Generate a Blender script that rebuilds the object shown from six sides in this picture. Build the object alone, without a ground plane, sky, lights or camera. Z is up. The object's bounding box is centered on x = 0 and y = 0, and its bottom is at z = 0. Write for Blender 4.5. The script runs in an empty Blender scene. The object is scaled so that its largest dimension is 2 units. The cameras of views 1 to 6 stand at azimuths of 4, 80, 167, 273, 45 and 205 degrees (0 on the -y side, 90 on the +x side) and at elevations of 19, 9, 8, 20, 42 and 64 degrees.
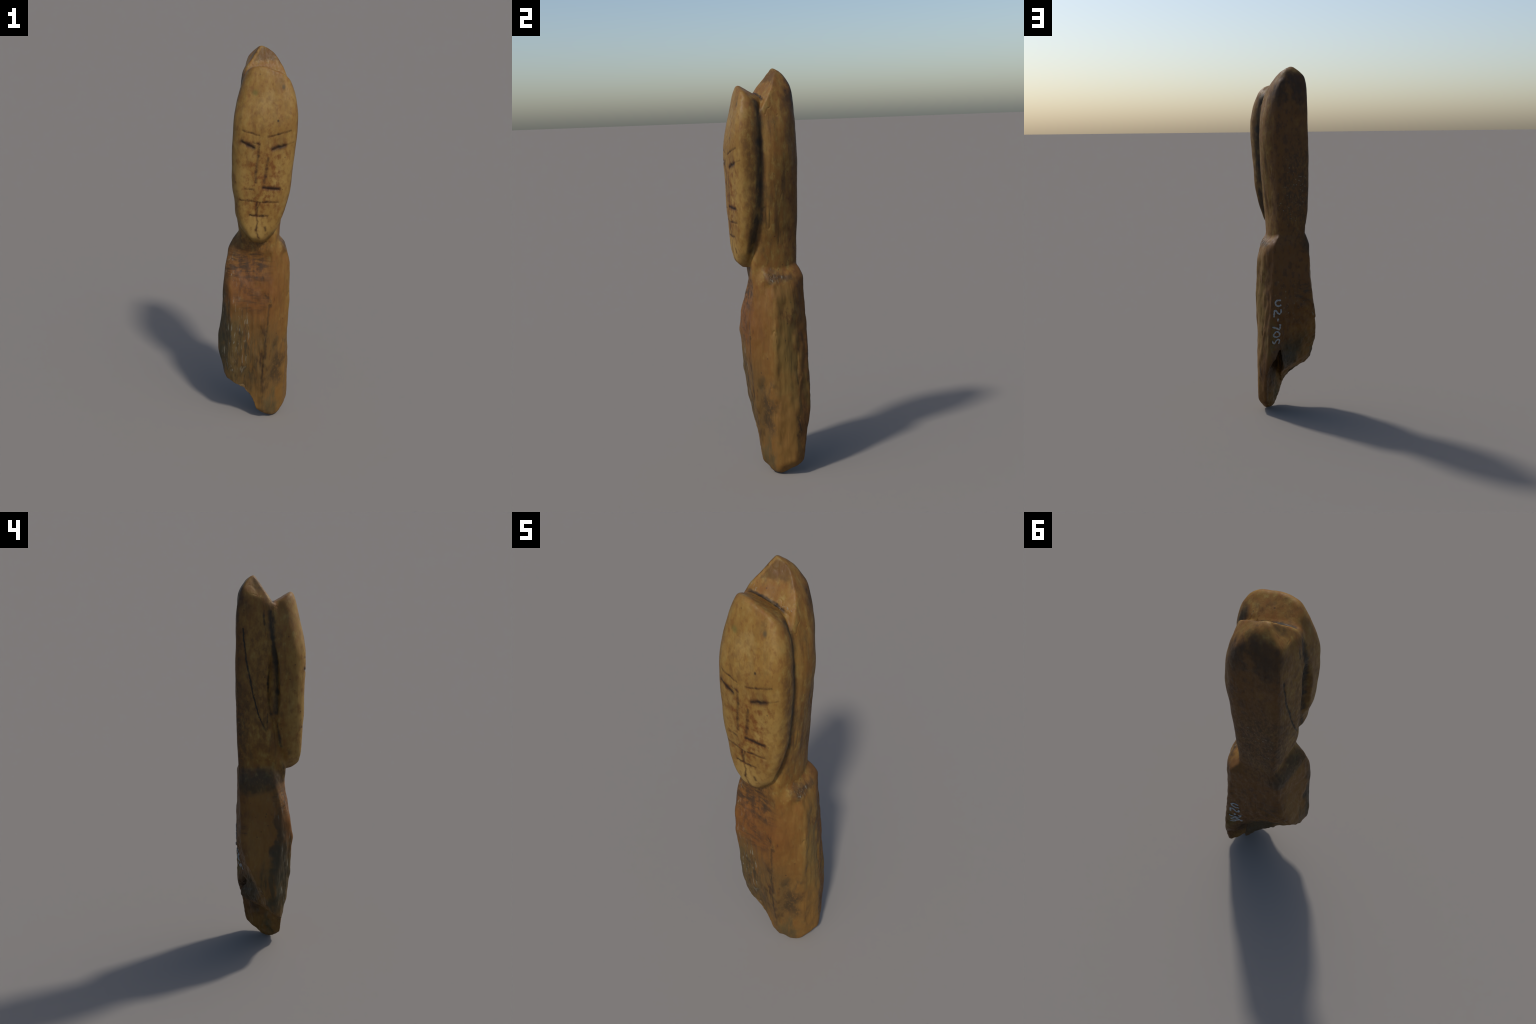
"""Small carved figure of a long-headed person: mask-like incised face, grooved
head, waisted neck, faceted torso with a broken lower end.
The body is one implicit solid (faceted lofts along ridge lines, blended and cut),
meshed with surface nets, then split by anatomical region."""
import bpy, math
import numpy as np

rng = np.random.default_rng(7)
CELL = 0.003
f32 = np.float32

# ------------------------------------------------------------------ helpers
def curve(pts):
    """Monotone cubic through (z, value) control points -> function of z."""
    p = np.array(sorted(pts), float)
    x, y = p[:, 0], p[:, 1]
    h = np.diff(x); d = np.diff(y) / h
    m = np.zeros_like(y)
    m[0], m[-1] = d[0], d[-1]
    for i in range(1, len(x) - 1):
        if d[i - 1] * d[i] > 0:
            w1, w2 = 2 * h[i] + h[i - 1], h[i] + 2 * h[i - 1]
            m[i] = (w1 + w2) / (w1 / d[i - 1] + w2 / d[i])
    def f(q):
        q = np.clip(np.asarray(q, float), x[0], x[-1])
        i = np.clip(np.searchsorted(x, q) - 1, 0, len(x) - 2)
        t = (q - x[i]) / h[i]
        return ((1 + 2 * t) * (1 - t) ** 2 * y[i] + t * (1 - t) ** 2 * h[i] * m[i]
                + t * t * (3 - 2 * t) * y[i + 1] + t * t * (t - 1) * h[i] * m[i + 1])
    return f

def ridge(pts):
    """Ridge line: (z, x, y) control points -> function z -> (x, y)."""
    fx = curve([(p[0], p[1]) for p in pts]); fy = curve([(p[0], p[2]) for p in pts])
    return lambda z: (fx(z), fy(z))

def smin(a, b, k):
    h = np.maximum(k - np.abs(a - b), 0) / k
    return np.minimum(a, b) - h * h * k * 0.25

def smax(a, b, k):
    return -smin(-a, -b, k)

def prism(X, Y, Z, ridges, k):
    """Faceted loft: convex cross-section spanned by ridge lines (counter-clockwise)."""
    v = [r(Z.ravel()) for r in ridges]
    out = None
    for i in range(len(v)):
        ax, ay = v[i]; bx, by = v[(i + 1) % len(v)]
        ex, ey = bx - ax, by - ay
        L = np.sqrt(ex * ex + ey * ey) + 1e-6
        nx, ny = (ey / L).astype(f32), (-ex / L).astype(f32)
        c = (nx * ax + ny * ay).astype(f32)
        s = Z.shape
        d = nx.reshape(s) * X + ny.reshape(s) * Y - c.reshape(s)
        out = d if out is None else smax(out, d, f32(k))
    return out

def lattice_noise(P, scale, seed):
    """Smooth value noise in [-1, 1]; scale = feature size per axis."""
    g = np.random.default_rng(seed).random((32, 32, 32)).astype(f32) * 2 - 1
    q = P / np.asarray(scale) + 100.0
    i = np.floor(q).astype(int); t = q - i; t = t * t * (3 - 2 * t)
    out = 0
    for dx in (0, 1):
        for dy in (0, 1):
            for dz in (0, 1):
                w = (np.where(dx, t[:, 0], 1 - t[:, 0]) * np.where(dy, t[:, 1], 1 - t[:, 1])
                     * np.where(dz, t[:, 2], 1 - t[:, 2]))
                out = out + w * g[(i[:, 0] + dx) % 32, (i[:, 1] + dy) % 32, (i[:, 2] + dz) % 32]
    return out

def seg_dist(P, a, b):
    a, b = np.array(a, float), np.array(b, float)
    ab = b - a
    t = np.clip(((P - a) @ ab) / (ab @ ab), 0, 1)
    return np.linalg.norm(P - a - t[:, None] * ab, axis=1)

# ------------------------------------------------------------------ form: ridge lines
# torso, counter-clockwise seen from above, starting front-left
TORSO = [
    ridge([(1.07, -.06, -.05), (1.02, -.095, -.064), (.97, -.112, -.072), (.88, -.132, -.090), (.78, -.128, -.119),
           (.69, -.120, -.130), (.60, -.118, -.125), (.49, -.118, -.115), (.38, -.125, -.106), (.28, -.112, -.090),
           (.18, -.085, -.070), (.0, -.05, -.055)]),                                    # front-left
    ridge([(1.07, .06, -.06), (1.0, .08, -.078), (.95, .09, -.080), (.77, .09, -.102), (.68, .09, -.106), (.45, .082, -.099),
           (.28, .074, -.083), (.18, .072, -.074), (.08, .078, -.064), (.0, .085, -.045)]),   # front / front-right
    ridge([(1.07, .08, -.03), (1.04, .112, -.03), (.99, .148, -.015), (.95, .162, .005), (.90, .171, .002), (.65, .179, .0), (.45, .176, .0),
           (.30, .173, .0), (.18, .172, .005), (.05, .165, .01), (.0, .15, .01)]),        # right ridge
    ridge([(1.07, .06, .08), (1.03, .10, .09), (.99, .135, .09), (.93, .152, .09), (.65, .162, .095), (.45, .174, .092),
           (.30, .187, .088), (.2, .191, .085), (.08, .191, .085), (.0, .17, .08)]),      # right flank
    ridge([(1.07, .05, .12), (1.03, .085, .155), (.99, .10, .168), (.90, .106, .170), (.63, .122, .178), (.50, .133, .178),
           (.35, .150, .177), (.20, .158, .150), (.10, .165, .133), (.0, .16, .11)]),     # back-right
    ridge([(1.07, -.07, .11), (1.04, -.095, .138), (.97, -.112, .140), (.85, -.113, .137), (.70, -.129, .137), (.5, -.150, .136),
           (.0, -.15, .13)]),                                                              # back-left
    ridge([(1.08, -.09, -.02), (1.055, -.115, -.02), (1.03, -.132, -.035), (.985, -.150, -.045), (.93, -.158, -.06), (.83, -.168, -.07), (.74, -.172, -.068),
           (.62, -.178, -.06), (.53, -.188, -.050), (.48, -.191, -.045), (.42, -.189, -.038), (.35, -.172, -.045),
           (.25, -.150, -.05), (.0, -.11, -.03)]),                                         # left
]
# back half of the head and the neck
HEAD = [
    ridge([(.9, -.05, -.05), (1.0, -.075, -.086), (1.06, -.085, -.088), (1.14, -.098, -.060), (1.3, -.112, -.035), (1.85, -.10, -.035), (2.01, -.03, -.0)]),
    ridge([(.9, .06, -.05), (1.0, .085, -.086), (1.06, .092, -.085), (1.14, .102, -.064), (1.3, .121, -.048), (1.6, .127, -.047), (1.75, .125, -.048), (1.87, .098, -.040), (2.01, .0, .0)]),
    ridge([(.9, .08, .0), (1.04, .113, -.015), (1.09, .115, -.01), (1.16, .120, -.006), (1.3, .135, -.002), (1.5, .147, .0), (1.6, .151, .002), (1.7, .146, .005),
           (1.78, .132, .01), (1.85, .118, .015), (1.9, .098, .02), (1.94, .070, .03), (1.975, .038, .045), (2.006, -.012, .06)]),
    ridge([(.9, .07, .08), (1.04, .097, .09), (1.16, .099, .09), (1.3, .110, .09), (1.5, .128, .095), (1.6, .135, .10), (1.7, .130, .10),
           (1.78, .117, .10), (1.85, .100, .10), (1.9, .082, .10), (1.94, .060, .095), (1.975, .036, .085), (2.006, -.012, .07)]),
    ridge([(.9, .04, .12), (1.04, .058, .147), (1.10, .062, .148), (1.3, .067, .160), (1.55, .069, .166), (1.7, .072, .162), (1.8, .066, .157),
           (1.87, .058, .153), (1.91, .05, .146), (1.94, .036, .134), (1.975, .018, .112), (2.006, -.018, .075)]),
    ridge([(.9, -.05, .10), (1.04, -.084, .148), (1.10, -.088, .150), (1.2, -.102, .153), (1.5, -.108, .154), (1.7, -.104, .151), (1.85, -.102, .146),
           (1.9, -.101, .138), (1.94, -.094, .128), (1.975, -.082, .105), (2.008, -.036, .078)]),
    ridge([(.9, -.07, .02), (1.04, -.105, .0), (1.08, -.106, .0), (1.13, -.118, .0), (1.2, -.128, .0), (1.35, -.134, .010), (1.5, -.134, .010), (1.65, -.131, .006),
           (1.8, -.123, .0), (1.87, -.116, .0), (1.9, -.108, .004), (1.94, -.100, .02), (1.975, -.085, .045), (2.008, -.040, .062)]),
]
# mask-like face slab: outline and front profile
FACE_L = curve([(1.02, -.012), (1.045, -.027), (1.07, -.045), (1.096, -.068), (1.12, -.086), (1.164, -.105), (1.2, -.115), (1.26, -.121), (1.33, -.135), (1.40, -.142),
                (1.53, -.144), (1.60, -.141), (1.66, -.139), (1.73, -.132), (1.80, -.118), (1.83, -.110), (1.86, -.100), (1.89, -.090), (1.94, -.07)])
FACE_R = curve([(1.02, .028), (1.045, .045), (1.07, .064), (1.096, .086), (1.12, .103), (1.164, .119), (1.2, .132), (1.26, .145), (1.33, .157), (1.40, .163),
                (1.53, .173), (1.62, .178), (1.70, .176), (1.75, .168), (1.80, .156), (1.83, .145), (1.86, .132), (1.89, .118), (1.94, .095)])
FACE_F = curve([(1.02, -.150), (1.07, -.160), (1.10, -.164), (1.13, -.168), (1.20, -.172), (1.27, -.176), (1.33, -.180), (1.4, -.181), (1.5, -.183),
                (1.63, -.184), (1.69, -.177), (1.72, -.171), (1.785, -.157), (1.85, -.142), (1.88, -.134), (1.91, -.123), (1.95, -.10)])
BACK_R = curve([(1.04, -.085), (1.12, -.092), (1.2, -.082), (1.3, -.066), (1.5, -.060), (1.8, -.055), (1.95, -.05)])
BACK_L = curve([(1.04, -.085), (1.12, -.085), (1.2, -.066), (1.3, -.060), (1.5, -.046), (1.65, -.036), (1.8, -.025), (1.95, -.02)])

UPPER = curve([(1.4, 1.0), (1.6, .92), (1.78, .55), (1.95, .5)])     # the brow turns less than the cheeks
def face_ridge(s, back):
    return lambda z: (FACE_L(z) + s * (FACE_R(z) - FACE_L(z)), FACE_F(z) + back * UPPER(z))
FACE = [
    lambda z: (FACE_L(z) + .03, BACK_L(z) + .035),
    lambda z: (FACE_L(z), BACK_L(z)),
    lambda z: (FACE_L(z) + .004, np.minimum(FACE_F(z) + .042, BACK_L(z) - .01)),
    lambda z: (FACE_L(z) + .14 * (FACE_R(z) - FACE_L(z)), FACE_F(z) + .006),
    face_ridge(.38, .0), face_ridge(.66, .009), face_ridge(.85, .026), face_ridge(.94, .042),
    lambda z: (FACE_R(z), np.minimum(FACE_F(z) + .075 * (.3 + .7 * UPPER(z)), BACK_R(z) - .008)),
    lambda z: (FACE_R(z) - .008, BACK_R(z)),
    lambda z: (FACE_R(z) - .04, BACK_R(z) + .035),
]

GROOVE_Y = curve([(1.15, -.07), (1.28, -.040), (1.45, -.028), (1.6, -.028), (1.75, -.020), (1.9, -.012)])
GROOVE_W = curve([(1.0, -.02), (1.18, .004), (1.30, .021), (1.45, .042), (1.58, .039), (1.70, .023), (1.82, .010), (1.95, .0), (2.1, -.02)])
# fracture of the lower end: surface y = A(z) + S(z) * (x + .1), and the ridge x = X(z) beside the gouge
BREAK_A = curve([(.0, -.30), (.05, -.255), (.10, -.215), (.15, -.160), (.175, -.124), (.20, -.102), (.215, -.088), (.24, -.054), (.27, -.012), (.30, .018), (.36, .034), (.42, .058), (.50, .097), (.60, .125), (.70, .150), (.80, .20), (1.0, .5)])
BREAK_S = curve([(.0, 1.15), (.10, 1.15), (.15, 1.0), (.18, .75), (.20, .75), (.23, .82), (.27, .85), (.36, .52), (.50, .34), (.60, .28), (.80, .2), (1.0, .0)])
BREAK_K = curve([(.0, .2), (.12, .2), (.20, .4), (.27, .4), (.36, .2), (.5, .0)])
BREAK_X = curve([(.0, -.05), (.10, .012), (.195, .034), (.27, .050), (.367, .060), (.5, .07)])

# ------------------------------------------------------------------ field
def plane(X, Y, Z, n, p):
    n = np.array(n, float); n /= np.linalg.norm(n)
    return f32(n[0]) * (X - f32(p[0])) + f32(n[1]) * (Y - f32(p[1])) + f32(n[2]) * (Z - f32(p[2]))

def figure_field(X, Y, Z):
    torso = prism(X, Y, Z, TORSO, .012)
    torso = smax(torso, Z - f32(1.08), f32(.01))
    head = prism(X, Y, Z, HEAD, .022)
    # notch across the crown: steep concave back wall, gentle front shelf
    wall = f32(1.904) + f32(1.5) * Y - f32(.17) * X - f32(.38) * np.maximum(X + f32(.02), 0) - f32(.010) * np.exp(-((X - f32(.015)) / f32(.045)) ** 2)
    head = smax(head, (Z - wall) * f32(.55), f32(.006))
    head = smax(head, plane(X, Y, Z, (-.76, -.23, .6), (-.040, .07, 2.0)), f32(.008))
    head = smax(head, Z - f32(2.004), f32(.008))
    head = smax(head, f32(.9) - Z, f32(.01))
    face = prism(X, Y, Z, FACE, .016)
    shelf = f32(1.867) - f32(.58) * (Y + f32(.005)) - f32(.13) * X - f32(1.5) * X * X
    face = smax(face, (Z - shelf) * f32(.93), f32(.020))
    face = smax(face, (f32(1.044) - f32(.75) * (Y + f32(.119)) - Z) * f32(.8), f32(.015))
    k = f32(.011) + f32(.016) * np.clip((f32(1.24) - Z) / f32(.12), 0, 1) + f32(.014) * np.clip((Z - f32(1.80)) / f32(.06), 0, 1)
    hf = smin(head, face, k)
    # carved channel down the left side of the head
    zr = Z.ravel()
    gy_, gr_ = GROOVE_Y(zr).reshape(Z.shape).astype(f32), GROOVE_W(zr).reshape(Z.shape).astype(f32)
    chan = np.sqrt((X + f32(.146)) ** 2 + ((Y - gy_) * f32(1.25)) ** 2) - gr_
    hf = smax(hf, -chan, f32(.008))
    body = smin(hf, torso, f32(.016))
    # breakage of the lower end: sloping fracture bounded by the spur's inner wall
    zz = Z.ravel()
    sweep = (BREAK_A(zz).reshape(Z.shape) + BREAK_S(zz).reshape(Z.shape) * (X + f32(.1))
             + BREAK_K(zz).reshape(Z.shape) * np.maximum(X, 0) - Y).astype(f32) * f32(.75)
    inner = plane(X, Y, Z, (.824, -.556, .103), (.138, .155, .32))
    jag = (np.sin(X * 95 + Z * 40) * .5 + np.sin(X * 173 - Y * 60 + 1.0) * .35 + np.sin(Z * 230 + X * 120) * .3).astype(f32) * np.clip((f32(.40) - Z) / f32(.12), f32(.12), 1)
    sweep = smax(sweep + f32(.0032) * jag, inner + f32(.002) * jag, f32(.006))
    gouge = smax(inner, (BREAK_X(zz).reshape(Z.shape).astype(f32) - X) * f32(.95), f32(.012))
    gouge = smax(gouge, (Z - f32(.380) + f32(1.5) * (X - f32(.07))) * f32(.56), f32(.02))
    lost = smin(sweep, gouge, f32(.006))
    body = smax(body, -lost, f32(.006))
    # blunt worn tip
    tip = plane(X, Y, Z, (.82, .0, -.57), (.143, .05, .017))
    tip = smax(tip, plane(X, Y, Z, (0, .56, -.83), (.12, .037, .009)), f32(.012))
    tip = smax(tip, plane(X, Y, Z, (-.62, 0, -.78), (.092, 0, .004)), f32(.015))
    tip = smax(tip, plane(X, Y, Z, (0, -.75, -.66), (.10, -.014, .006)), f32(.02))
    tip = smax(tip, plane(X, Y, Z, (0, 0, -1), (0, 0, .0)), f32(.02))
    body = smax(body, tip, f32(.01))
    return body, head, face, torso, lost

x0, y0, z0 = -.225, -.225, -.02
nx, ny, nz = 151, 151, int(2.05 / CELL)
gx = (x0 + CELL * np.arange(nx)).astype(f32)
gy = (y0 + CELL * np.arange(ny)).astype(f32)
gz = (z0 + CELL * np.arange(nz)).astype(f32)
F = np.empty((nz, ny, nx), f32)
for a in range(0, nz, 64):
    b = min(nz, a + 64)
    F[a:b] = figure_field(gx[None, None, :], gy[None, :, None], gz[a:b, None, None])[0]

def surface_nets(F):
    s = F < 0
    cell = np.zeros(tuple(n - 1 for n in F.shape), np.int8)
    for dz in (0, 1):
        for dy in (0, 1):
            for dx in (0, 1):
                cell += s[dz:dz + F.shape[0] - 1, dy:dy + F.shape[1] - 1, dx:dx + F.shape[2] - 1]
    act = (cell > 0) & (cell < 8)
    idx = np.argwhere(act)
    ids = np.full(act.shape, -1, np.int64); ids[act] = np.arange(len(idx))
    acc = np.zeros((len(idx), 3)); cnt = np.zeros(len(idx))
    c = [(0, 0, 0), (0, 0, 1), (0, 1, 0), (0, 1, 1), (1, 0, 0), (1, 0, 1), (1, 1, 0), (1, 1, 1)]
    val = [F[idx[:, 0] + o[0], idx[:, 1] + o[1], idx[:, 2] + o[2]] for o in c]
    for i in range(8):
        for j in range(i + 1, 8):
            if sum(abs(c[i][k] - c[j][k]) for k in range(3)) != 1:
                continue
            m = (val[i] < 0) != (val[j] < 0)
            t = np.where(m, val[i] / np.where(m, val[i] - val[j], 1), 0)[:, None]
            p = np.array(c[i]) + t * (np.array(c[j]) - np.array(c[i]))
            acc += p * m[:, None]; cnt += m
    V = (idx + acc / cnt[:, None])[:, ::-1]
    quads = []
    for ax in range(3):
        sl0 = [slice(None)] * 3; sl1 = [slice(None)] * 3
        sl0[ax] = slice(0, -1); sl1[ax] = slice(1, None)
        A, B = s[tuple(sl0)], s[tuple(sl1)]
        e = np.argwhere(A != B)
        o1, o2 = [k for k in range(3) if k != ax]
        def cid(d1, d2):
            q = e.copy(); q[:, o1] -= d1; q[:, o2] -= d2
            return ids[q[:, 0], q[:, 1], q[:, 2]]
        Q = np.stack([cid(1, 1), cid(0, 1), cid(0, 0), cid(1, 0)], 1)
        inside = A[e[:, 0], e[:, 1], e[:, 2]]
        flip = inside if ax == 1 else ~inside
        Q[flip] = Q[flip][:, ::-1]
        quads.append(Q)
    return V, np.concatenate(quads)[:, ::-1]

V, Q = surface_nets(F)
V = V * CELL + np.array([x0, y0, z0])

def sample(P):
    q = (P - np.array([x0, y0, z0])) / CELL
    i = np.clip(np.floor(q).astype(int), 0, [nx - 2, ny - 2, nz - 2]); t = q - i
    out = 0
    for dx in (0, 1):
        for dy in (0, 1):
            for dz in (0, 1):
                w = (np.where(dx, t[:, 0], 1 - t[:, 0]) * np.where(dy, t[:, 1], 1 - t[:, 1])
                     * np.where(dz, t[:, 2], 1 - t[:, 2]))
                out = out + w * F[i[:, 2] + dz, i[:, 1] + dy, i[:, 0] + dx]
    return out

def gradient(P, e=CELL):
    g = np.stack([sample(P + np.eye(3)[k] * e) - sample(P - np.eye(3)[k] * e) for k in range(3)], 1) / (2 * e)
    return g

for _ in range(2):                       # settle the vertices on the surface
    g = gradient(V)
    V = V - np.clip(sample(V) / np.maximum((g * g).sum(1), .05), -.003, .003)[:, None] * g
N = gradient(V, .004); N /= np.linalg.norm(N, axis=1)[:, None] + 1e-9

# region fields at the vertices
_, fh, ff, ft, fl = (np.asarray(a).ravel() for a in figure_field(
    V[:, 0].astype(f32)[:, None, None], V[:, 1].astype(f32)[:, None, None], V[:, 2].astype(f32)[:, None, None]))

# ------------------------------------------------------------------ incised marks
def on_face(x, z):
    """Point on the figure's front surface at (x, z)."""
    y = -.21
    for _ in range(60):
        d = float(sample(np.array([[x, y, z]]))[0])
        if d < .0003: break
        y += max(d * .8, .0004)
    return (x, y, z)

# name, points (x, z), half width, depth, darkness
MARKS = [
    ("eyebrow", [(.042, 1.598), (.085, 1.610), (.146, 1.629)], .0028, .0012, .55),
    ("eyebrow", [(-.088, 1.622), (-.04, 1.612), (-.003, 1.601)], .0026, .0010, .50),
    ("eye", [(.064, 1.536), (.092, 1.549), (.120, 1.557)], .0060, .0026, .96),
    ("eye", [(-.086, 1.568), (-.058, 1.556), (-.030, 1.543)], .0060, .0026, .96),
    ("eye", [(.122, 1.558), (.160, 1.570)], .0026, .0006, .40),
    ("nose", [(-.028, 1.566), (-.004, 1.562), (-.006, 1.50), (-.013, 1.42), (-.014, 1.37)], .0036, .0010, .55),
    ("nose", [(.043, 1.49), (.036, 1.44), (.034, 1.40), (.028, 1.37)], .0034, .0010, .55),
    ("nose", [(.026, 1.345), (.05, 1.340), (.099, 1.338)], .0050, .0024, .93),
    ("nose", [(-.062, 1.334), (-.022, 1.334)], .0030, .0006, .40),
    ("mouth", [(-.086, 1.275), (-.03, 1.272), (.04, 1.268), (.100, 1.268)], .0030, .0014, .62),
    ("mouth", [(-.034, 1.200), (.0, 1.196), (.050, 1.196)], .0036, .0020, .85),
    ("chin_line", [(-.004, 1.268), (-.006, 1.20), (.004, 1.165), (-.004, 1.12), (.012, 1.075)], .0026, .0012, .70),
    ("chin_line", [(.012, 1.265), (.002, 1.24), (.0, 1.205)], .0024, .0008, .5),
    ("chin_line", [(.043, 1.135), (.045, 1.118)], .0032, .0010, .65),
]
MARKS = [(n, [on_face(*p) for p in pts], w, d, k) for n, pts, w, d, k in MARKS]

region_mark = np.zeros(len(V), int)
relief = np.zeros(len(V))
front = V[:, 1] < 0
for i, (name, pts, w, dep, dark) in enumerate(MARKS):
    d = np.min([seg_dist(V, pts[j], pts[j + 1]) for j in range(len(pts) - 1)], axis=0)
    relief -= dep * np.exp(-(d / w) ** 2)
    region_mark[(d < w * 1.5) & front] = i + 1

# ------------------------------------------------------------------ surface relief
CREASE = [(-.080, -.024, 1.885), (-.03, -.018, 1.881), (.04, -.006, 1.864), (.095, -.004, 1.847)]
CRACK = [(-.108, .116, 1.762), (-.110, .107, 1.677), (-.112, .100, 1.604), (-.118, .081, 1.512), (-.122, .065, 1.431), (-.126, .038, 1.336), (-.130, .009, 1.267)]
CHANNEL = [(.080, -.105, .70), (.072, -.105, .55), (.060, -.10, .42), (.050, -.09, .26)]
for line, w, dep in ((CREASE, .006, .003), (CRACK, .004, .003), (CHANNEL, .008, .004)):
    d = np.min([seg_dist(V, line[j], line[j + 1]) for j in range(len(line) - 1)], axis=0)
    relief -= dep * np.exp(-(d / w) ** 2)
broken = (fl < .004) & (V[:, 2] < .72)
fr = np.clip(1 - np.abs(fl) / .006, 0, 1) * (V[:, 2] < .72)
front_low = np.clip((-.02 - V[:, 1]) / .03, 0, 1)
for cx, cz, sx, sz, dep in ((-.035, .25, .034, .10, .011), (.118, .24, .028, .09, .010), (.03, .16, .03, .06, .006)):
    relief -= front_low * dep * np.exp(-((V[:, 0] - cx) / sx) ** 2 - ((V[:, 2] - cz) / sz) ** 2)
grain = lattice_noise(V, (.022, .022, .30), 11)
cracks = np.clip(1 - np.abs(grain) / .07, 0, 1) * np.clip(lattice_noise(V, (.06, .06, .10), 12) * 2, 0, 1) * np.clip((.06 + V[:, 1]) / .04, 0, 1)
relief -= .0028 * cracks
relief += .0016 * np.abs(lattice_noise(V, (.035, .035, .07), 13)) * np.clip((V[:, 1] + .1) / .06, .3, 1)
low = np.clip((1.03 - V[:, 2]) / .05, 0, 1)
relief += .0030 * lattice_noise(V, (.05, .05, .12), 1) + .0010 * lattice_noise(V, (.018, .018, .06), 2)
relief += low * (.0034 * lattice_noise(V, (.022, .022, .05), 3) + .0007 * lattice_noise(V, (.008, .008, .03), 4))
fib = np.clip((.72 - V[:, 2]) / .15, 0, 1) * np.clip((-.02 - V[:, 1]) / .04, 0, 1)
relief += fib * (.0021 * lattice_noise(V, (.016, .03, .16), 8) + .0012 * lattice_noise(V, (.007, .02, .08), 9))
relief += fr * (.0055 * lattice_noise(V, (.03, .03, .03), 5) + .0025 * lattice_noise(V, (.012, .012, .016), 6))
V0 = V.copy()
V = V + N * relief[:, None]
drop = V[:, 2].min()
V[:, 2] -= drop

# ------------------------------------------------------------------ materials
class Nodes:
    def __init__(self, name):
        self.m = bpy.data.materials.new(name); self.m.use_nodes = True
        self.t = self.m.node_tree; self.t.nodes.clear()
    def new(self, kind, **props):
        n = self.t.nodes.new(kind)
        for k, v in props.items(): setattr(n, k, v)
        return n
    def link(self, a, b): self.t.links.new(a, b)
    def put(self, sock, v):
        if isinstance(v, bpy.types.NodeSocket): self.link(v, sock)
        else: sock.default_value = v
    def math(self, op, a, b=0.0, clamp=False):
        n = self.new("ShaderNodeMath", operation=op, use_clamp=clamp)
        self.put(n.inputs[0], a); self.put(n.inputs[1], b); return n.outputs[0]
    def vec(self, op, a, b=None, out=0):
        n = self.new("ShaderNodeVectorMath", operation=op)
        self.put(n.inputs[0], a)
        if b is not None: self.put(n.inputs[1], b)
        return n.outputs[out]
    def noise(self, co, scale, stretch=(1, 1, 1), detail=4, rough=.55, off=0.0):
        mp = self.new("ShaderNodeMapping")
        self.put(mp.inputs["Vector"], co); mp.inputs["Scale"].default_value = stretch
        mp.inputs["Location"].default_value = (off, off * 1.7, -off)
        n = self.new("ShaderNodeTexNoise"); self.link(mp.outputs[0], n.inputs["Vector"])
        n.inputs["Scale"].default_value = scale; n.inputs["Detail"].default_value = detail
        n.inputs["Roughness"].default_value = rough
        return n.outputs[0]
    def ramp(self, v, lo, hi, a=0.0, b=1.0):
        n = self.new("ShaderNodeMapRange", interpolation_type="SMOOTHSTEP")
        self.put(n.inputs[0], v)
        for i, q in enumerate((lo, hi, a, b)): self.put(n.inputs[i + 1], q)
        return n.outputs[0]
    def mix(self, fac, a, b, mode="MIX"):
        n = self.new("ShaderNodeMix", data_type="RGBA", blend_type=mode)
        self.put(n.inputs[0], fac)
        for s, v in ((n.inputs[6], a), (n.inputs[7], b)):
            self.put(s, v if isinstance(v, bpy.types.NodeSocket) else (*v, 1))
        return n.outputs[2]
    def group(self, tree, **ins):
        n = self.new("ShaderNodeGroup"); n.node_tree = tree
        for k, v in ins.items(): self.put(n.inputs[k], v)
        return n.outputs[0]
    def segment(self, co, a, b, r0, r1):
        """1 within r0 of the segment a-b, fading to 0 at r1."""
        a, b = np.array(a, float), np.array(b, float)
        ab = b - a
        return self.group(SEGMENT, Point=co, Start=tuple(a), Along=tuple(ab), Unit=tuple(ab / float(ab @ ab)), Inner=r0, Outer=r1)
    def patch(self, co, c, r, soft=.5):
        """Soft ellipsoid patch of radii r around c."""
        return self.group(PATCH, Point=co, Centre=c, Inverse=tuple(1 / q for q in r), Inner=1 - soft, Outer=1 + soft)

def mask_group(name, vectors, build):
    """Reusable mask: vector inputs plus Inner/Outer radii -> value."""
    M = Nodes.__new__(Nodes)
    M.t = bpy.data.node_groups.new(name, "ShaderNodeTree")
    for v in vectors: M.t.interface.new_socket(v, in_out="INPUT", socket_type="NodeSocketVector")
    for v in ("Inner", "Outer"): M.t.interface.new_socket(v, in_out="INPUT", socket_type="NodeSocketFloat")
    M.t.interface.new_socket("Mask", in_out="OUTPUT", socket_type="NodeSocketFloat")
    gi = M.new("NodeGroupInput").outputs
    d = build(M, gi)
    m = M.ramp(d, gi["Inner"], gi["Outer"], 1.0, 0.0)
    M.link(m, M.new("NodeGroupOutput").inputs[0])
    return M.t

def _segment(M, gi):
    pa = M.vec("SUBTRACT", gi["Point"], gi["Start"])
    t = M.vec("DOT_PRODUCT", pa, gi["Unit"], 1)
    t = M.math("MINIMUM", M.math("MAXIMUM", t, 0.0), 1.0)
    sc = M.new("ShaderNodeVectorMath", operation="SCALE")
    M.link(gi["Along"], sc.inputs[0]); M.link(t, sc.inputs["Scale"])
    return M.vec("DISTANCE", pa, sc.outputs[0], 1)

def _patch(M, gi):
    return M.vec("LENGTH", M.vec("MULTIPLY", M.vec("SUBTRACT", gi["Point"], gi["Centre"]), gi["Inverse"]), None, 1)

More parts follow.
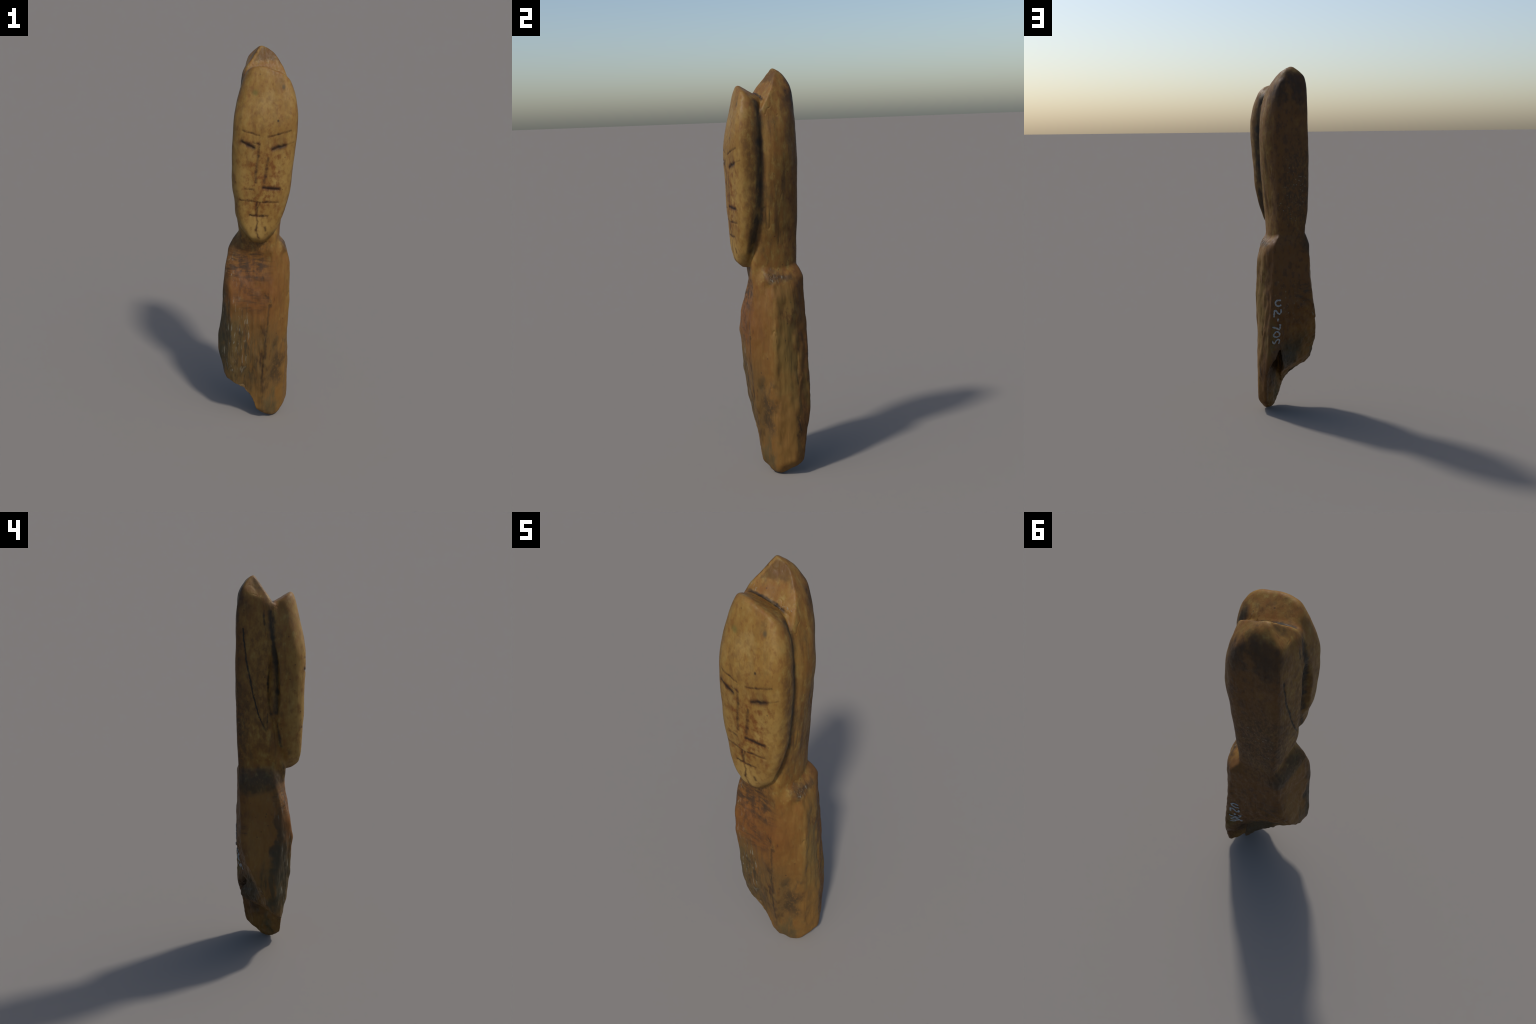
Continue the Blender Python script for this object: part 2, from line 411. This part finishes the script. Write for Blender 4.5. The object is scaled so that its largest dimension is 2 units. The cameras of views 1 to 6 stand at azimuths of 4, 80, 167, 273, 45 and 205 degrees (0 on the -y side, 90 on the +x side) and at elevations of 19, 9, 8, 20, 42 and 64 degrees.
SEGMENT = mask_group("segment_mask", ("Point", "Start", "Along", "Unit"), _segment)
PATCH = mask_group("patch_mask", ("Point", "Centre", "Inverse"), _patch)

def aged_ivory():
    M = Nodes("aged_ivory")
    co = M.new("ShaderNodeTexCoord").outputs["Object"]
    def wobble(scale, amp, base):
        n = M.new("ShaderNodeTexNoise"); M.link(co, n.inputs["Vector"])
        n.inputs["Scale"].default_value = scale; n.inputs["Detail"].default_value = 4
        sc = M.new("ShaderNodeVectorMath", operation="SCALE")
        sep_, com_ = M.new("ShaderNodeSeparateColor"), M.new("ShaderNodeCombineXYZ")
        M.link(n.outputs["Color"], sep_.inputs[0])
        for i in range(3): M.link(sep_.outputs[i], com_.inputs[i])
        M.link(M.vec("SUBTRACT", com_.outputs[0], (.5, .5, .5)), sc.inputs[0])
        sc.inputs["Scale"].default_value = amp
        return M.vec("ADD", base, sc.outputs[0])
    wl = wobble(60, .009, wobble(18, .012, co))                    # for ragged lines
    wp = wobble(30, .07, wobble(9, .13, co))     # for ragged patches
    # palette
    TAN, OCHRE, RUST = (.190, .098, .020), (.160, .075, .014), (.150, .052, .009)
    BROWN, DARK, OLIVE, CHALK = (.060, .026, .008), (.012, .009, .006), (.085, .060, .020), (.20, .18, .13)
    streak = M.noise(co, 26, (1, 1, .2), 5, .62)
    blot = M.noise(co, 16, (1, 1, .6), 5, .6, 3.1)
    mott = M.noise(co, 42, (1, 1, .6), 4, .6, 7.7)
    fine = M.noise(co, 95, (1, 1, .5), 4, .65, 1.3)
    c = M.mix(M.ramp(blot, .36, .64), TAN, OCHRE)
    def tint(mask, col, amt, grain=None):
        nonlocal c
        f = M.math("MULTIPLY", mask, amt)
        if grain is not None: f = M.math("MULTIPLY", f, grain)
        c = M.mix(f, c, col)
    tint(M.ramp(mott, .48, .68), RUST, .55)
    tint(M.ramp(mott, .47, .30), (.225, .150, .040), .65)
    tint(M.ramp(streak, .52, .72), BROWN, .55)
    tint(M.ramp(M.noise(co, 20, (1, 1, .5), 5, .65, 41.0), .54, .70), (.070, .040, .014), .55)
    sep = M.new("ShaderNodeSeparateXYZ"); M.link(wp, sep.inputs[0])
    x, y, z = sep.outputs
    g1 = M.ramp(streak, .38, .58); g2 = M.ramp(fine, .40, .58); g3 = M.ramp(blot, .42, .56)
    hz = M.ramp(M.noise(co, 46, (.30, .30, 1.5), 5, .65, 5.0), .43, .62)
    vs = M.ramp(M.noise(co, 60, (1, 1, .12), 5, .65, 9.0), .42, .62)
    # torso: warmer and dirtier than the head
    tint(M.ramp(z, 1.02, .92), (.150, .068, .014), .60)
    # front: rust upper chest with horizontal dark smears, grey-olive weathering below
    tint(M.patch(wp, (-.05, -.10, .76), (.16, .08, .22), .8), (.130, .044, .009), .80, M.ramp(mott, .25, .5, .55, 1.0))
    tint(M.patch(wp, (-.06, -.09, .90), (.13, .06, .09)), (.026, .017, .010), .80, hz)
    tint(M.patch(wp, (-.04, -.09, .86), (.09, .05, .12)), (.040, .024, .012), .70, M.ramp(mott, .42, .62))
    tint(M.patch(wp, (-.03, -.11, .72), (.09, .04, .06)), (.030, .020, .012), .55, hz)
    tint(M.patch(wp, (.075, -.10, .73), (.014, .03, .03)), DARK, .6, g2)
    tint(M.patch(wp, (-.09, -.10, .43), (.075, .08, .26)), OLIVE, .85, M.ramp(streak, .30, .5))
    tint(M.patch(wp, (.0, -.10, .34), (.17, .08, .27)), (.092, .056, .018), .70)
    tint(M.patch(wp, (-.05, -.11, .56), (.035, .05, .14)), (.034, .026, .014), .90, vs)
    tint(M.patch(wp, (-.03, -.10, .34), (.09, .06, .20)), (.036, .024, .011), .80, vs)
    tint(M.patch(wp, (.02, -.10, .45), (.10, .06, .26)), (.150, .066, .013), .60, M.ramp(M.noise(co, 50, (1, 1, .14), 4, .6, 52.0), .48, .64))
    tint(M.patch(wp, (-.17, -.08, .50), (.05, .05, .28)), (.042, .034, .018), .85)
    tint(M.patch(wp, (.065, -.09, .34), (.022, .05, .26)), (.036, .018, .008), .85, vs)
    tint(M.patch(wp, (.125, -.03, .44), (.05, .05, .06)), (.050, .034, .014), .75, g3)
    tint(M.patch(wp, (.125, -.02, .30), (.045, .05, .10)), (.040, .026, .012), .8, M.ramp(fine, .3, .5))
    tint(M.patch(wp, (.10, -.02, .10), (.05, .06, .11)), (.060, .048, .020), .75, g1)
    # right flank yellower, with rusty spots
    tint(M.patch(wp, (.19, .09, .64), (.05, .09, .36)), (.165, .100, .024), .80, M.ramp(mott, .2, .45, .5, 1.0))
    tint(M.patch(wp, (.17, .08, .80), (.04, .06, .035)), (.090, .036, .010), .7, g2)
    tint(M.patch(wp, (.18, .12, .50), (.05, .05, .06)), (.095, .040, .010), .6, g2)
    tint(M.patch(wp, (.17, .06, .20), (.05, .09, .16)), (.160, .080, .017), .7)
    tint(M.patch(wp, (.18, .13, .25), (.03, .03, .07)), (.030, .016, .009), .7, g2)
    # back: deep reddish brown with dark crusts
    back = M.ramp(y, .085, .150)
    tint(back, (.092, .036, .007), .82)
    tint(M.math("MULTIPLY", back, M.ramp(mott, .50, .66)), (.034, .018, .009), .50)
    tint(M.patch(wp, (-.05, .14, 1.30), (.10, .06, .26)), (.030, .024, .016), .55, g2)
    tint(M.patch(wp, (-.08, .14, .72), (.05, .06, .06)), (.022, .018, .012), .75, hz)
    tint(M.patch(wp, (-.05, .12, .33), (.13, .09, .12)), (.034, .026, .013), .85)
    tint(M.patch(wp, (.09, .10, .25), (.05, .07, .13)), (.032, .016, .006), .85)
    tint(M.patch(wp, (.0, .14, 1.86), (.12, .05, .11)), (.022, .013, .007), .75, M.ramp(blot, .36, .56, .2, 1.0))
    # yellower strip beside the number
    tint(M.patch(wp, (.13, .17, .45), (.025, .03, .12)), (.11, .070, .014), .6)
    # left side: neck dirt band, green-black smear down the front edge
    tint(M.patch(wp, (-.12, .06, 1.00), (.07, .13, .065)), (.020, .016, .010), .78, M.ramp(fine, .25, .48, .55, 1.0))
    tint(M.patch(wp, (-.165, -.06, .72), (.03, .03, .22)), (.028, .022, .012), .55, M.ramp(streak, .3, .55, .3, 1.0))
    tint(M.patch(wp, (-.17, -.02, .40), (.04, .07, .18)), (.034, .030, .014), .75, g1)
    tint(M.patch(wp, (-.02, -.085, 1.025), (.11, .035, .04)), (.040, .024, .011), .55, g2)  # darker brown patch across the neck front, under the chin
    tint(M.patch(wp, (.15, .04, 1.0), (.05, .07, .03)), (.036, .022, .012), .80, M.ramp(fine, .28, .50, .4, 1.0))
    # crown: baked shade painted on the notch wall, dirt and chalk in the crease
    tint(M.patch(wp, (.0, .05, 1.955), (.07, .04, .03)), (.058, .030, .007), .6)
    # brown streaking on the sides of the head
    tint(M.patch(wp, (.15, .06, 1.50), (.06, .09, .42)), (.075, .036, .011), .60, M.ramp(streak, .44, .62))
    tint(M.patch(wp, (.155, -.07, 1.45), (.04, .045, .34)), (.085, .042, .012), .65, M.ramp(mott, .40, .60))
    tint(M.patch(wp, (.13, -.07, 1.20), (.05, .05, .10)), (.050, .026, .009), .65, M.ramp(streak, .36, .56))
    tint(M.patch(wp, (-.14, .05, 1.45), (.05, .12, .40)), (.060, .034, .011), .50, M.ramp(mott, .44, .62))
    # pale worn ridges
    worn = M.ramp(mott, .30, .55, .35, 1.0)
    for pts, r, amt in (([(.172, .004, .95), (.178, .0, .80), (.181, .0, .60)], .012, .55),
                        ([(.137, .0, 1.76), (.150, .002, 1.60), (.146, .0, 1.45), (.134, -.002, 1.27)], .016, .5),
                        ([(-.026, .066, 2.0), (-.055, .022, 1.95), (-.080, -.018, 1.90)], .010, .6),
                        ([(.0, .075, 2.0), (.04, .085, 1.975)], .014, .5)):
        for a, b in zip(pts[:-1], pts[1:]):
            tint(M.segment(wl, a, b, r * .2, r), (.250, .140, .034), amt, worn)
    # dark stuff in the grooves, cracks and creases
    GROOVES = [([(.120, -.038, 1.84), (.142, -.038, 1.65), (.147, -.038, 1.45), (.132, -.052, 1.28), (.10, -.085, 1.13)], .034, .8),
               ([(-.116, -.016, 1.84), (-.118, -.026, 1.724), (-.117, -.040, 1.60), (-.117, -.043, 1.459), (-.120, -.040, 1.36)], .022, .92),
               ([(-.125, -.018, 1.596), (-.126, -.007, 1.50), (-.126, -.021, 1.351), (-.122, -.046, 1.281), (-.115, -.072, 1.157), (-.09, -.085, 1.06)], .015, .92),
               ([(-.12, .019, 1.89), (-.122, .015, 1.783)], .009, .75), ([(-.13, -.003, 1.351), (-.13, .0, 1.274)], .008, .75),
               ([(.178, .098, .305), (.178, .112, .262), (.178, .128, .205)], .006, .75), (CREASE, .011, .85), (CRACK, .007, .95), (CHANNEL, .008, .5)]
    gr = M.ramp(M.noise(co, 50, (1, 1, .25), 4, .6, 15.0), .30, .50, .45, 1.0)
    for pts, r, amt in GROOVES:
        for a, b in zip(pts[:-1], pts[1:]):
            tint(M.segment(wl, a, b, r * .25, r), (.017, .013, .008), amt, gr)
    # face: paler ochre, rusty stains around nose and mouth
    face = M.math("MULTIPLY", M.ramp(y, -.08, -.14), M.ramp(z, 1.06, 1.10))
    tint(face, (.255, .148, .034), .42)
    tint(M.patch(wp, (.0, -.16, 1.12), (.08, .08, .08)), (.285, .176, .048), .65)
    tint(M.patch(wp, (-.09, -.16, 1.36), (.05, .08, .14)), (.265, .165, .044), .5)
    tint(M.patch(wp, (.12, -.15, 1.42), (.045, .08, .12)), (.265, .165, .044), .5)
    tint(M.patch(wp, (.03, -.15, 1.78), (.03, .06, .05)), (.270, .175, .058), .5)
    rust = M.ramp(M.noise(co, 40, (1, 1, .8), 4, .6, 12.0), .43, .70)
    tint(face, (.130, .056, .012), .55, M.ramp(mott, .50, .66))
    tint(face, (.290, .190, .060), .35, M.ramp(blot, .50, .34))
    tint(M.patch(wp, (.02, -.16, 1.40), (.12, .09, .17), .4), (.115, .034, .005), .85, rust)
    tint(M.patch(wp, (.0, -.16, 1.25), (.11, .09, .06), .4), (.125, .045, .007), .75, rust)
    tint(M.patch(wp, (.04, -.15, 1.70), (.10, .08, .12), .5), (.115, .055, .018), .5, rust)
    tint(M.patch(co, (-.035, -.14, 1.80), (.014, .05, .012), .7), (.095, .090, .022), .6)
    tint(M.patch(co, (.10, -.10, 1.83), (.008, .05, .012), .7), (.045, .040, .024), .8)
    tint(M.patch(co, (.083, -.16, 1.675), (.005, .03, .006), .6), (.020, .012, .008), .85)
    brk = M.ramp(M.noise(co, 75, (1, 1, 1), 3, .6, 25.0), .34, .52, .25, 1.0)
    for name, pts, w, dep, dark in MARKS:
        for a, b in zip(pts[:-1], pts[1:]):
            tint(M.segment(wl, a, b, w * .5, w * 4.5), (.085, .028, .005), .95 * dark if name == 'nose' else .65 * dark, M.ramp(mott, .36, .56, .3, 1.0))
            tint(M.segment(wl, a, b, 0.0, w * 2.9), (.017, .009, .005), min(.95, dark), brk if dark < .9 else M.ramp(brk, .0, .6, .6, 1.0))
    # pale mineral crust and scratches
    crust = M.ramp(M.noise(co, 110, (1, 1, .16), 3, .6, 20.0), .57, .68)
    dots = M.ramp(M.noise(co, 85, (1, 1, 1), 2, .5, 31.0), .66, .72)
    def most(*ms):
        o = ms[0]
        for m in ms[1:]: o = M.math("MAXIMUM", o, m)
        return o
    tint(M.math("MULTIPLY", crust, most(M.patch(wp, (-.09, -.10, .50), (.07, .08, .26)), M.patch(wp, (.16, .03, 1.0), (.05, .06, .035)),
                                        M.patch(wp, (-.14, -.09, .88), (.04, .05, .08)), M.patch(wp, (-.16, .12, .56), (.04, .05, .08)))), CHALK, .70)
    tint(M.math("MULTIPLY", dots, most(M.patch(wp, (.0, .16, .66), (.09, .06, .15)), M.patch(wp, (-.03, .16, 1.28), (.09, .06, .22)))), CHALK, .6)
    tint(M.math("MULTIPLY", M.ramp(fine, .56, .66), most(M.patch(wp, (.085, -.006, 1.850), (.02, .02, .012)), M.patch(wp, (-.075, -.025, 1.897), (.02, .02, .012)))), CHALK, .8)
    # scattered dark pits
    vo = M.new("ShaderNodeTexVoronoi"); M.link(co, vo.inputs["Vector"]); vo.inputs["Scale"].default_value = 24
    tint(M.ramp(vo.outputs["Distance"], .13, .05), (.022, .012, .007), .55, M.ramp(blot, .46, .56))
    bs = M.new("ShaderNodeBsdfPrincipled")
    M.link(c, bs.inputs["Base Color"])
    M.link(M.ramp(fine, .3, .7, .48, .70), bs.inputs["Roughness"])
    bs.inputs["Specular IOR Level"].default_value = .27
    bp = M.new("ShaderNodeBump"); bp.inputs["Strength"].default_value = .4; bp.inputs["Distance"].default_value = .004
    h = M.math("ADD", M.math("MULTIPLY", streak, .7), M.math("MULTIPLY", fine, .5))
    M.link(h, bp.inputs["Height"]); M.link(bp.outputs[0], bs.inputs["Normal"])
    o = M.new("ShaderNodeOutputMaterial"); M.link(bs.outputs[0], o.inputs[0])
    return M.m

def chalk_paint():
    M = Nodes("chalk_paint")
    co = M.new("ShaderNodeTexCoord").outputs["Object"]
    bs = M.new("ShaderNodeBsdfPrincipled")
    M.link(M.mix(M.ramp(M.noise(co, 120), .35, .65), (.20, .20, .19), (.30, .30, .29)), bs.inputs["Base Color"])
    bs.inputs["Roughness"].default_value = .8
    o = M.new("ShaderNodeOutputMaterial"); M.link(bs.outputs[0], o.inputs[0])
    return M.m

ivory, paint = aged_ivory(), chalk_paint()

# ------------------------------------------------------------------ objects
root = bpy.data.objects.new("carved_figure", None)
bpy.context.collection.objects.link(root)
root["label"] = "weathered brown ivory figure with long incised face, broken base"
root["category"] = "carved figurine"

def smooth_normals():
    me = bpy.data.meshes.new("whole"); me.from_pydata(V.tolist(), [], Q.tolist()); me.update()
    n = np.empty(len(V) * 3, f32); me.vertex_normals.foreach_get("vector", n)
    bpy.data.meshes.remove(me)
    return n.reshape(-1, 3)
VN = smooth_normals()
ctr = (V[Q].mean(1))
if ((VN * N).sum(1)).mean() < 0:
    Q = Q[:, ::-1].copy(); VN = -VN

def add_region(name, mask, parent):
    q = Q[mask]
    if not len(q): return None
    used, inv = np.unique(q, return_inverse=True)
    me = bpy.data.meshes.new(name)
    me.from_pydata(V[used].tolist(), [], inv.reshape(q.shape).tolist()); me.update()
    me.polygons.foreach_set("use_smooth", np.ones(len(q), bool))
    me.normals_split_custom_set_from_vertices(VN[used].tolist())
    me.materials.append(ivory)
    ob = bpy.data.objects.new(name, me); ob.parent = parent
    bpy.context.collection.objects.link(ob)
    return ob

fm = region_mark[Q].max(1)
is_broken = broken[Q].all(1)
zc = ctr[:, 2]
is_face = (ff[Q].mean(1) < fh[Q].mean(1)) & (zc > 1.04)
torso_side = (ft[Q].mean(1) < np.minimum(fh, ff)[Q].mean(1)) | (zc < .97)
code = np.where(is_broken, 3, np.where(is_face, 1, np.where(torso_side, 2, np.where(zc < 1.13, 4, 0))))
add_region("head", code == 0, root)
face_ob = add_region("face", (code == 1) & (fm == 0), root)
add_region("neck", code == 4, root)
torso_ob = add_region("torso", code == 2, root)
add_region("broken_base", code == 3, root)
groups = {}
for i, mk in enumerate(MARKS):
    side = mk[1][-1][0] > 0 if mk[0].startswith("eye") else 0     # one eye and eyebrow per side
    groups.setdefault((mk[0], side), []).append(i + 1)
for (name, _), ids_ in groups.items():
    add_region(name, (code == 1) & np.isin(fm, ids_), face_ob)

# handwritten white inventory number on the back, reading downwards
GLYPHS = [
    [(405, 170), (330, 160), (275, 185), (265, 245), (300, 305), (360, 318), (415, 285)],
    [(405, 395), (412, 460), (375, 522), (330, 500), (290, 430), (245, 410), (235, 500), (230, 590)],
    [(325, 625), (318, 700)],
    [(365, 805), (415, 805), (398, 860), (392, 920)], [(190, 845), (290, 880), (350, 920), (385, 940)],
    [(280, 970), (215, 1040), (215, 1085), (300, 1130), (375, 1100), (375, 1040), (335, 980), (280, 970)],
    [(180, 1200), (215, 1280), (260, 1290), (295, 1220), (340, 1190), (385, 1210), (375, 1320)],
]
def on_back(x, z):
    y = .215
    for _ in range(80):
        d = float(sample(np.array([[x, y, z]]))[0])
        if d < .0003: break
        y -= max(d * .8, .0003)
    return np.array([x, y, z])

def write_number():
    verts, faces = [], []
    sel = np.flatnonzero((V0[:, 2] > .38) & (V0[:, 2] < .72) & (V0[:, 1] > .1) & (V0[:, 0] > .02))
    for gpts in GLYPHS:
        p = np.array(gpts, float)
        seg = np.r_[0, np.cumsum(np.linalg.norm(np.diff(p, axis=0), axis=1))]
        u = np.linspace(0, seg[-1], max(6, int(seg[-1] / 14)))
        fx, fz = np.interp(u, seg, p[:, 0]), np.interp(u, seg, p[:, 1])
        if len(p) > 3:
            for _ in range(2):
                fx[1:-1] = (fx[:-2] + 2 * fx[1:-1] + fx[2:]) / 4; fz[1:-1] = (fz[:-2] + 2 * fz[1:-1] + fz[2:]) / 4
        pts = np.array([on_back(.123 - (a - 170) * .000236, .690 - (b - 130) * .000228) for a, b in zip(fx, fz)])
        n = gradient(pts, .006); n /= np.linalg.norm(n, axis=1)[:, None]
        near = [int(np.argmin(((V0[sel] - p) ** 2).sum(1))) for p in pts]
        pts = pts + n * relief[sel][near][:, None] - np.array([0, 0, drop])
        t = np.gradient(pts, axis=0); t /= np.linalg.norm(t, axis=1)[:, None]
        s = np.cross(n, t)
        base = len(verts); K = 8
        for i in range(len(pts)):
            w = .0052 * (1 + .18 * math.sin(i * 1.3 + base)) * (.6 if i in (0, len(pts) - 1) else 1)
            for k in range(K):
                a = 2 * math.pi * k / K
                verts.append(pts[i] + s[i] * w * math.cos(a) + n[i] * (.0012 + .0022 * math.sin(a)))
        for i in range(len(pts) - 1):
            for k in range(K):
                faces.append((base + i * K + k, base + i * K + (k + 1) % K, base + (i + 1) * K + (k + 1) % K, base + (i + 1) * K + k))
        faces.append(tuple(base + k for k in range(K))[::-1])
        faces.append(tuple(base + (len(pts) - 1) * K + k for k in range(K)))
    me = bpy.data.meshes.new("inventory_number")
    me.from_pydata([tuple(map(float, v)) for v in verts], [], faces); me.update()
    me.polygons.foreach_set("use_smooth", np.ones(len(faces), bool))
    me.materials.append(paint)
    ob = bpy.data.objects.new("inventory_number", me); ob.parent = torso_ob
    bpy.context.collection.objects.link(ob)
write_number()
